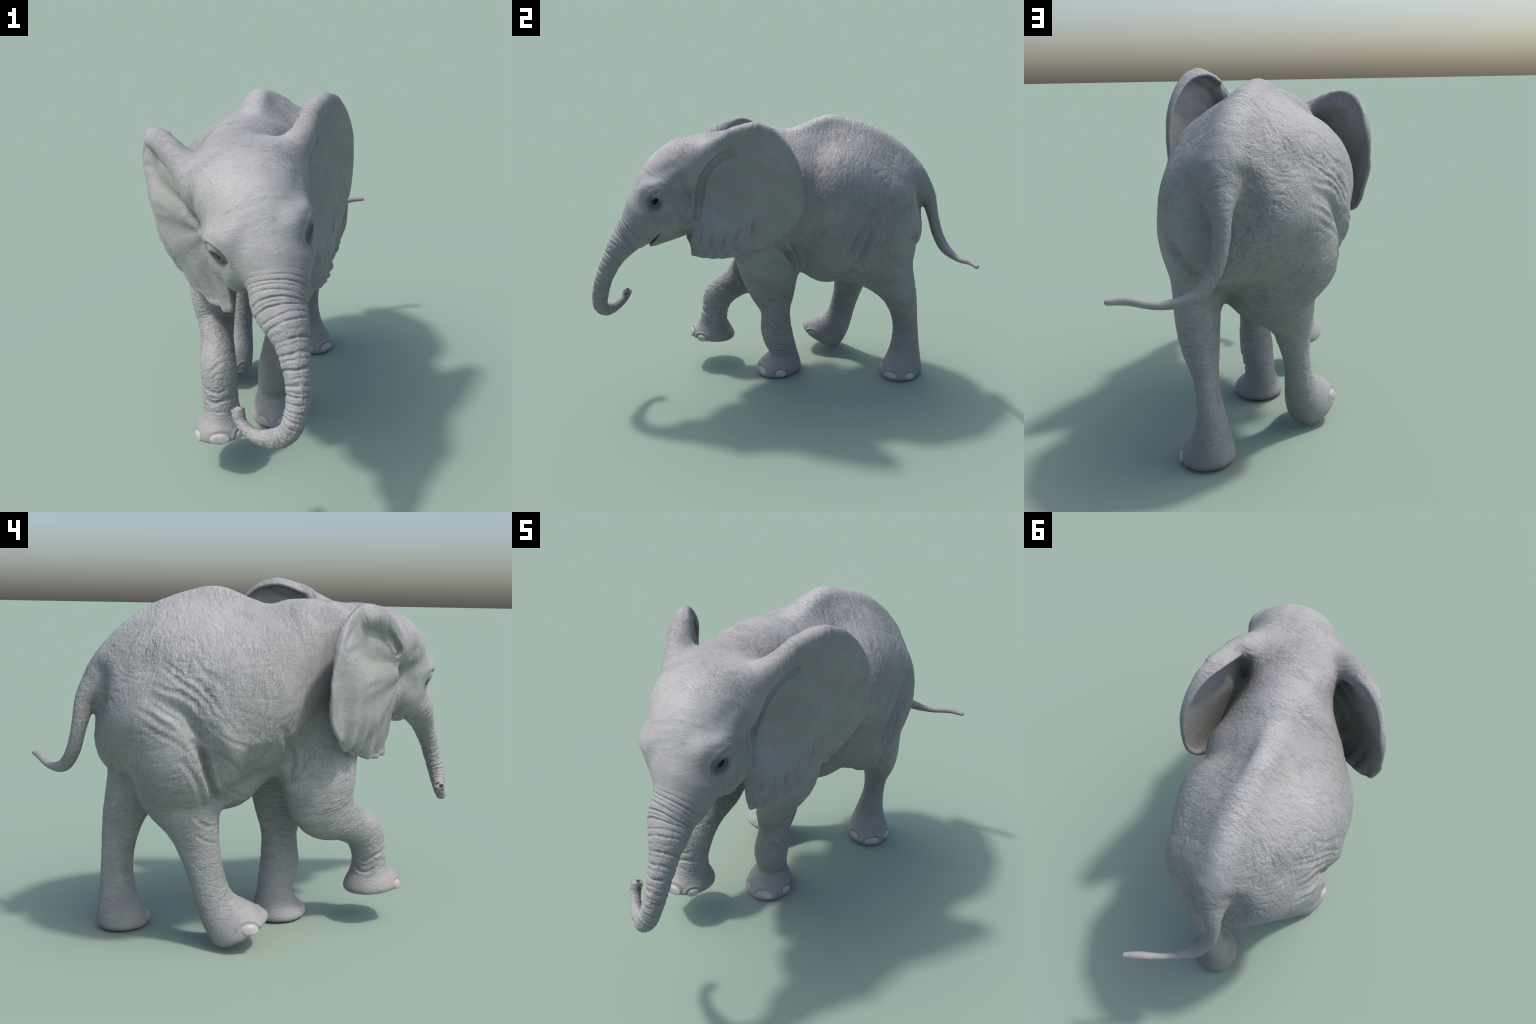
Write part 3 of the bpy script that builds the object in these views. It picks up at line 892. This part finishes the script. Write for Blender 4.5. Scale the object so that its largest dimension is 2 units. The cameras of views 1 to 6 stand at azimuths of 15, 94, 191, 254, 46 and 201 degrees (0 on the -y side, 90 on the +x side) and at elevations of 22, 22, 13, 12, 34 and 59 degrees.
def skin_material():
    mat = bpy.data.materials.new('elephant_skin')
    nt, new, put = node_tools(mat)
    pos = new('ShaderNodeTexCoord').outputs['Object']
    xyz = put(new('ShaderNodeSeparateXYZ'), 0, pos)

    def tex(scale, detail=3.0, rough=.55, vec=None):
        n = new('ShaderNodeTexNoise')
        put(n, 'Vector', vec or pos)
        put(n, 'Scale', scale)
        put(n, 'Detail', detail)
        put(n, 'Roughness', rough)
        return n.outputs['Fac']

    def ramp_node(v, a, b):
        n = new('ShaderNodeMapRange', interpolation_type='SMOOTHSTEP')
        put(n, 'Value', v)
        put(n, 'From Min', a)
        put(n, 'From Max', b)
        return n.outputs['Result']

    def math_node(op, a, b=0.0):
        n = new('ShaderNodeMath', operation=op)
        put(n, 0, a)
        put(n, 1, b)
        return n.outputs[0]

    def near(point, inner, outer):
        n = new('ShaderNodeVectorMath', operation='DISTANCE')
        put(n, 0, pos)
        put(n, 1, tuple(point))
        return ramp_node(n.outputs['Value'], outer, inner)

    def mix(fac, a, b, mode='MIX'):
        n = new('ShaderNodeMix', data_type='RGBA', blend_type=mode)
        put(n, 'Factor', fac)
        put(n, 6, a)
        put(n, 7, b)
        return n.outputs[2]

    col = mix(ramp_node(tex(3.2), .35, .65), (*GREY_A, 1), (*GREY_B, 1))
    col = mix(math_node('MULTIPLY', ramp_node(tex(7, 5, .62), .46, .72), .48), col, (*GREY_C, 1))
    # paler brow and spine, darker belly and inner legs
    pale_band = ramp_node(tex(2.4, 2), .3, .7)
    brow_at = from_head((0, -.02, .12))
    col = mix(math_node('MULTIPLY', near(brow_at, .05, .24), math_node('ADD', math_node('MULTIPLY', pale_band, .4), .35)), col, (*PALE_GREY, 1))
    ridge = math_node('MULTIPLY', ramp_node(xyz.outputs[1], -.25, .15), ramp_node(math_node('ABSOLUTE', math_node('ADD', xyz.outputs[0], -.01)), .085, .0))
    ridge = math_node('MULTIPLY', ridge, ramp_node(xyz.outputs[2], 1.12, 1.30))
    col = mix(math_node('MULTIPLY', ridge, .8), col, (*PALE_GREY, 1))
    # mottled specks of darker skin
    col = mix(math_node('MULTIPLY', ramp_node(tex(42, 5, .7), .50, .75), .30), col, (*GREY_D, 1))
    # dusty feet
    for point, inner, outer, tone in FEET_DUST:
        col = mix(math_node('MULTIPLY', near(point, inner, outer), math_node('ADD', ramp_node(tex(14, 4), .3, .7), .35)), col, (*tone, 1))
    # ears tinted olive for the greenish ambient light they catch in shade
    for point, inner, outer in EAR_TINT:
        col = mix(math_node('MULTIPLY', near(point, inner, outer), math_node('MULTIPLY', ramp_node(tex(6, 4), .35, .65), .7)), col, (*OLIVE, 1))
    # darker skin round the eyes
    for e in EYES:
        fuzzy = near(e - .010 * HEAD_AX[2] + .006 * HEAD_AX[1], .022, .054)
        col = mix(math_node('MULTIPLY', fuzzy, .88), col, (*EYE_RING, 1))
    # baked-in lighting: colour lightened facing up and right, darkened left and below
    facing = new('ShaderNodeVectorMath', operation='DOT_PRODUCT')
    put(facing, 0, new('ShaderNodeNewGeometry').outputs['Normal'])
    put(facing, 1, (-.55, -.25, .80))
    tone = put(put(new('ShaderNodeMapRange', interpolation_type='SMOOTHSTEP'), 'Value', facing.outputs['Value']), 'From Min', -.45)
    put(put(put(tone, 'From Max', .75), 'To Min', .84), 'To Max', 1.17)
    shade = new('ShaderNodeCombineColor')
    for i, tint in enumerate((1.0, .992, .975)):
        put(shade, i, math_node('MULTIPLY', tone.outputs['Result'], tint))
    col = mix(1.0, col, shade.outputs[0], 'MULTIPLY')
    # pale tips of tail and trunk
    col = mix(math_node('MULTIPLY', near(TUBES['tail'].c[-1], .02, .16), .5), col, (*PALE, 1))
    col = mix(math_node('MULTIPLY', near(TUBES['trunk'].c[-1], .01, .05), .45), col, (*DUST, 1))
    # mouth lining
    lining = from_head((0, .005, -.195))
    col = mix(math_node('MULTIPLY', near(from_head((0, -.02, -.175)), .03, .05), .5), col, (.20, .07, .06, 1))

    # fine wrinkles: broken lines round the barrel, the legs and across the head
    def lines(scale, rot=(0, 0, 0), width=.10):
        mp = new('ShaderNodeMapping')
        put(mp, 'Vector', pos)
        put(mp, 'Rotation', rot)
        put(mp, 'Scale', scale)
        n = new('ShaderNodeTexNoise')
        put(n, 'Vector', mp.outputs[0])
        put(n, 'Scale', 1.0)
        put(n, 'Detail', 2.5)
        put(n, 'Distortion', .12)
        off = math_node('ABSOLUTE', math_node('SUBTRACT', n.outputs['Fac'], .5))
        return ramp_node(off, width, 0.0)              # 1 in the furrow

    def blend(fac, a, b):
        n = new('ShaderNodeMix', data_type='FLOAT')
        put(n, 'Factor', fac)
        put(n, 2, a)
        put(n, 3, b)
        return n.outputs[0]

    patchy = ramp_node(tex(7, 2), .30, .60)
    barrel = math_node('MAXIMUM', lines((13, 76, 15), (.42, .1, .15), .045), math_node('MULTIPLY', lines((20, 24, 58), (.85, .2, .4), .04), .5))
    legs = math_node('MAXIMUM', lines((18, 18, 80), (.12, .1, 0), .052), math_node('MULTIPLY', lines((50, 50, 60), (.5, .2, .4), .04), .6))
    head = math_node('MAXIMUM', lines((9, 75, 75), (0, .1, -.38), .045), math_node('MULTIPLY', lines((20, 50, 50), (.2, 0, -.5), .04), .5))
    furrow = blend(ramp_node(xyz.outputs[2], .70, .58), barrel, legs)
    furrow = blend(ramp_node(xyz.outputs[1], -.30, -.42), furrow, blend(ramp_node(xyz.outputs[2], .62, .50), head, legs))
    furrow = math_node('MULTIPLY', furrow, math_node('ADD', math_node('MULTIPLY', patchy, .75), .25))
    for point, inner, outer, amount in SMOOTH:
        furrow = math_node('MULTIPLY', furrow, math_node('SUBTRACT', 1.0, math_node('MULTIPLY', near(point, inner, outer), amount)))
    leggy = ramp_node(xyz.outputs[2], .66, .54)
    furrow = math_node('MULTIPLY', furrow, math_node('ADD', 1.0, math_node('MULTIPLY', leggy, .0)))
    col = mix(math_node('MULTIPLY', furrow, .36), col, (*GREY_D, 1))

    crack = new('ShaderNodeTexVoronoi', feature='DISTANCE_TO_EDGE')
    put(crack, 'Vector', pos)
    put(crack, 'Scale', 95)
    pebble = math_node('MULTIPLY', ramp_node(crack.outputs['Distance'], 0, .10), .35)
    grain = math_node('ADD', pebble, math_node('MULTIPLY', tex(160, 4, .6), .6))
    grain = math_node('SUBTRACT', grain, math_node('MULTIPLY', furrow, 1.5))
    bump = new('ShaderNodeBump')
    put(bump, 'Strength', .48)
    put(bump, 'Distance', .0035)
    put(bump, 'Height', grain)
    bsdf = new('ShaderNodeBsdfPrincipled')
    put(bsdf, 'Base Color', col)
    put(bsdf, 'Roughness', .55)
    put(bsdf, 'Specular IOR Level', .45)
    put(bsdf, 'Normal', bump.outputs[0])
    put(new('ShaderNodeOutputMaterial'), 0, bsdf.outputs[0])
    return mat


def plain_material(name, a, b, scale, rough, gloss=.45):
    mat = bpy.data.materials.new(name)
    nt, new, put = node_tools(mat)
    pos = new('ShaderNodeTexCoord').outputs['Object']
    n = new('ShaderNodeTexNoise')
    put(n, 'Vector', pos)
    put(n, 'Scale', scale)
    r = new('ShaderNodeValToRGB')
    r.color_ramp.elements[0].color, r.color_ramp.elements[1].color = (*a, 1), (*b, 1)
    r.color_ramp.elements[0].position, r.color_ramp.elements[1].position = .35, .65
    put(r, 0, n.outputs['Fac'])
    bump = new('ShaderNodeBump')
    put(bump, 'Strength', .1)
    put(bump, 'Distance', .002)
    put(bump, 'Height', n.outputs['Fac'])
    bsdf = new('ShaderNodeBsdfPrincipled')
    put(bsdf, 'Base Color', r.outputs[0])
    put(bsdf, 'Roughness', rough)
    put(bsdf, 'Specular IOR Level', gloss)
    put(bsdf, 'Normal', bump.outputs[0])
    put(new('ShaderNodeOutputMaterial'), 0, bsdf.outputs[0])
    return mat


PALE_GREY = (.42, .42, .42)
GREY_A, GREY_B, GREY_C, GREY_D = (.275, .275, .279), (.335, .334, .336), (.215, .215, .221), (.15, .15, .153)
FOOT, OLIVE, EYE_RING, PALE, DUST = (.275, .262, .25), (.27, .275, .245), (.075, .072, .076), (.40, .36, .36), (.36, .335, .30)
TAN = (.35, .295, .23)
FEET_DUST = [((.09, -.06, .0), .06, .15, FOOT), ((.14, .62, .0), .06, .15, FOOT), ((-.05, -.46, .12), .07, .15, TAN), ((-.21, .18, .04), .06, .15, FOOT)]
SMOOTH = [((.09, -.06, .0), .10, .17, .9), ((.14, .62, .0), .12, .20, .9), ((-.05, -.46, .12), .10, .17, .9), ((-.21, .18, .05), .11, .19, .9),
          ((.42, -.1, 1.12), .30, .40, .9), ((-.42, -.22, 1.05), .22, .36, .85), ((-.10, -.45, .80), .10, .18, .85), ((.25, .93, .72), .1, .2, .9),
          (from_head((0, .06, .04)), .18, .34, .93),
          ((.36, -.92, .80), .16, .24, .6), ((.30, -.94, .55), .12, .2, .6)]
EAR_TINT = [((.42, -.1, 1.15), .15, .36), ((-.30, -.35, 1.05), .12, .36)]


# ------------------------------------------------------------------- assembly
def mesh_object(name, V, Q, N, mat, parent):
    """one part of the skin, carrying the normals of the whole animal"""
    used, inv = np.unique(Q, return_inverse=True)
    q = inv.reshape(-1, 4)
    me = bpy.data.meshes.new(name)
    me.vertices.add(len(used))
    me.vertices.foreach_set('co', V[used].astype(F).ravel())
    me.loops.add(q.size)
    me.loops.foreach_set('vertex_index', q.astype(np.int32).ravel())
    me.polygons.add(len(q))
    me.polygons.foreach_set('loop_start', np.arange(0, q.size, 4, dtype=np.int32))
    me.update(calc_edges=True)
    me.polygons.foreach_set('use_smooth', np.ones(len(q), bool))
    me.normals_split_custom_set_from_vertices(N[used].tolist())
    me.materials.append(mat)
    return link(name, me, parent)


def link(name, me, parent):
    ob = bpy.data.objects.new(name, me)
    bpy.context.scene.collection.objects.link(ob)
    ob.parent = parent
    return ob


def dome_mesh(name, a, b, c, nu=28, nv=14, squash=2.4):
    """a superellipsoid, x wide, y tall, z out"""
    verts, faces = [], []
    for j in range(nv + 1):
        t = math.pi * (j / nv - .5)
        for i in range(nu):
            p = math.tau * i / nu
            ct, st = math.cos(t), math.sin(t)

            def pw(x, e=2 / squash):
                return math.copysign(abs(x) ** e, x)
            verts.append((a * pw(ct) * pw(math.cos(p)), b * pw(ct) * pw(math.sin(p)), c * st))
    for j in range(nv):
        for i in range(nu):
            k = (i + 1) % nu
            faces.append((j * nu + i, j * nu + k, (j + 1) * nu + k, (j + 1) * nu + i))
    me = bpy.data.meshes.new(name)
    me.from_pydata(verts, [], faces)
    me.validate()
    me.shade_smooth()
    return me


def place(ob, at, out, up):
    """local z points out, local y up"""
    z = Vector(out).normalized()
    y = Vector(up)
    y = (y - y.dot(z) * z).normalized()
    x = y.cross(z)
    from mathutils import Matrix
    m = Matrix((x, y, z)).transposed().to_4x4()
    m.translation = Vector(at)
    ob.matrix_world = m


NAILS = {  # position on the foot, outward direction, half width, half height
    'fore_left': [((.150, -.146, .031), (.53, -.72, .45), .036, .019), ((.190, -.036, .029), (.95, .15, .30), .027, .018),
                  ((.052, -.165, .030), (-.30, -.90, .30), .027, .018)],
    'fore_right': [((-.025, -.563, .194), (.25, -.92, .25), .037, .020), ((-.130, -.537, .182), (-.72, -.65, .2), .026, .019),
                   ((.040, -.498, .180), (.93, -.36, .05), .026, .018)],
    'hind_left': [((.222, .576, .029), (.80, -.50, .33), .034, .018), ((.233, .682, .029), (.88, .36, .30), .026, .017),
                  ((.128, .531, .036), (-.08, -.94, .33), .028, .018)],
    'hind_right': [((-.222, .107, .148), (-.20, -.65, .73), .033, .020), ((-.300, .183, .109), (-.90, .08, .42), .032, .021),
                   ((-.129, .140, .112), (.86, -.48, .15), .026, .018)],
}


def nail_beds(V):
    """the skin dips under each nail and rises in a fold above it"""
    out = np.zeros(len(V))
    for limb_nails in NAILS.values():
        for at, n, a, b in limb_nails:
            at, n = np.array(at), np.array(n) / np.linalg.norm(n)
            k = np.where(((V - at) ** 2).sum(1) < .08 ** 2)[0]
            q = V[k] - at
            up = np.array((0, 0, 1.0)) - n * n[2]
            up /= np.linalg.norm(up)
            x, y = q @ np.cross(up, n), q @ up
            r = np.sqrt((x / (a * 1.12)) ** 2 + (y / (b * 1.18)) ** 2)
            top = ramp(y, -.012, .010)
            out[k] += -.0015 * np.exp(-((r - 1.02) / .14) ** 2) * top + .0030 * np.exp(-((r - 1.42) / .22) ** 2) * top
    return out


def main():
    V, Q = build()
    D, X = regions(V)
    N = normals(V, Q)
    V = V + N * (furrow_field(V) + eye_field(V) + nail_beds(V))[:, None]
    V = relax(V, Q, 1)
    N = normals(V, Q)
    V = V + N * wrinkle_field(V, D, X)[:, None]
    V[:, 2] = np.maximum(V[:, 2], 0)
    N = normals(V, Q)

    # which part every face belongs to
    names = ['torso', 'head', 'trunk', 'tail', 'ear_left', 'ear_right', *LIMBS]
    bias = dict(torso=0, head=.004, trunk=-.004, tail=.0, ear_left=.004, ear_right=.004)
    vals = np.stack([np.clip(D[n] - bias.get(n, .006), -.5, 1) for n in names])
    vals[names.index('torso')] = np.where(V[:, 1] < -.30, 1, vals[names.index('torso')])
    face = vals[:, Q].mean(2).argmin(0)

    skin_mat = skin_material()
    nail_mat = plain_material('toenail_horn', (.37, .357, .345), (.47, .455, .435), 60, .45)
    eye_mat = plain_material('wet_eye', (.004, .003, .003), (.012, .009, .007), 40, .25, .15)
    red_mat = plain_material('mouth_lining', (.20, .070, .065), (.26, .10, .09), 60, .45)

    root = bpy.data.objects.new('elephant', None)
    bpy.context.scene.collection.objects.link(root)
    root['label'] = 'young grey elephant walking, ears flared, trunk curled'
    root['category'] = 'elephant'
    kind = dict(torso='torso', head='head', trunk='trunk', tail='tail', ear_left='ear', ear_right='ear',
                fore_left='forelimb', fore_right='forelimb', hind_left='hindlimb', hind_right='hindlimb')
    parts = {}
    for i, n in enumerate(names):
        q = Q[face == i]
        if n in LIMBS:
            foot = (X[n][0][q].mean(1) > .83)
            parts[n] = mesh_object(kind[n], V, q[~foot], N, skin_mat, root)
            mesh_object('foot', V, q[foot], N, skin_mat, parts[n])
        else:
            parts[n] = mesh_object(kind[n], V, q, N, skin_mat, root)
    for n, nails in NAILS.items():
        for at, out, a, b in nails:
            me = dome_mesh('toenail', a * 1.1, b * 1.1, .011)
            me.materials.append(nail_mat)
            place(link('toenail', me, parts[n]), Vector(at) - Vector(out).normalized() * .0045, out, (0, 0, 1))
    for side, e in zip((1, -1), EYES):
        n = side * HEAD_AX[0] * .95 + .3 * HEAD_AX[1]
        n /= np.linalg.norm(n)
        me = dome_mesh('eye', .024, .024, .024, 32, 24, 2.0)
        me.materials.append(eye_mat)
        place(link('eye', me, parts['head']), e - n * .0232, n, HEAD_AX[2])
    tongue = dome_mesh('tongue', .062, .058, .020, 32, 16, 2.4)
    tongue.materials.append(red_mat)
    place(link('tongue', tongue, parts['head']), from_head(MOUTH_CORNER + MOUTH_OUT * .022 - MOUTH_UP * .011),
          MOUTH_UP @ HEAD_AX, MOUTH_OUT @ HEAD_AX)
    for ob in bpy.context.scene.objects:
        ob.select_set(False)


main()
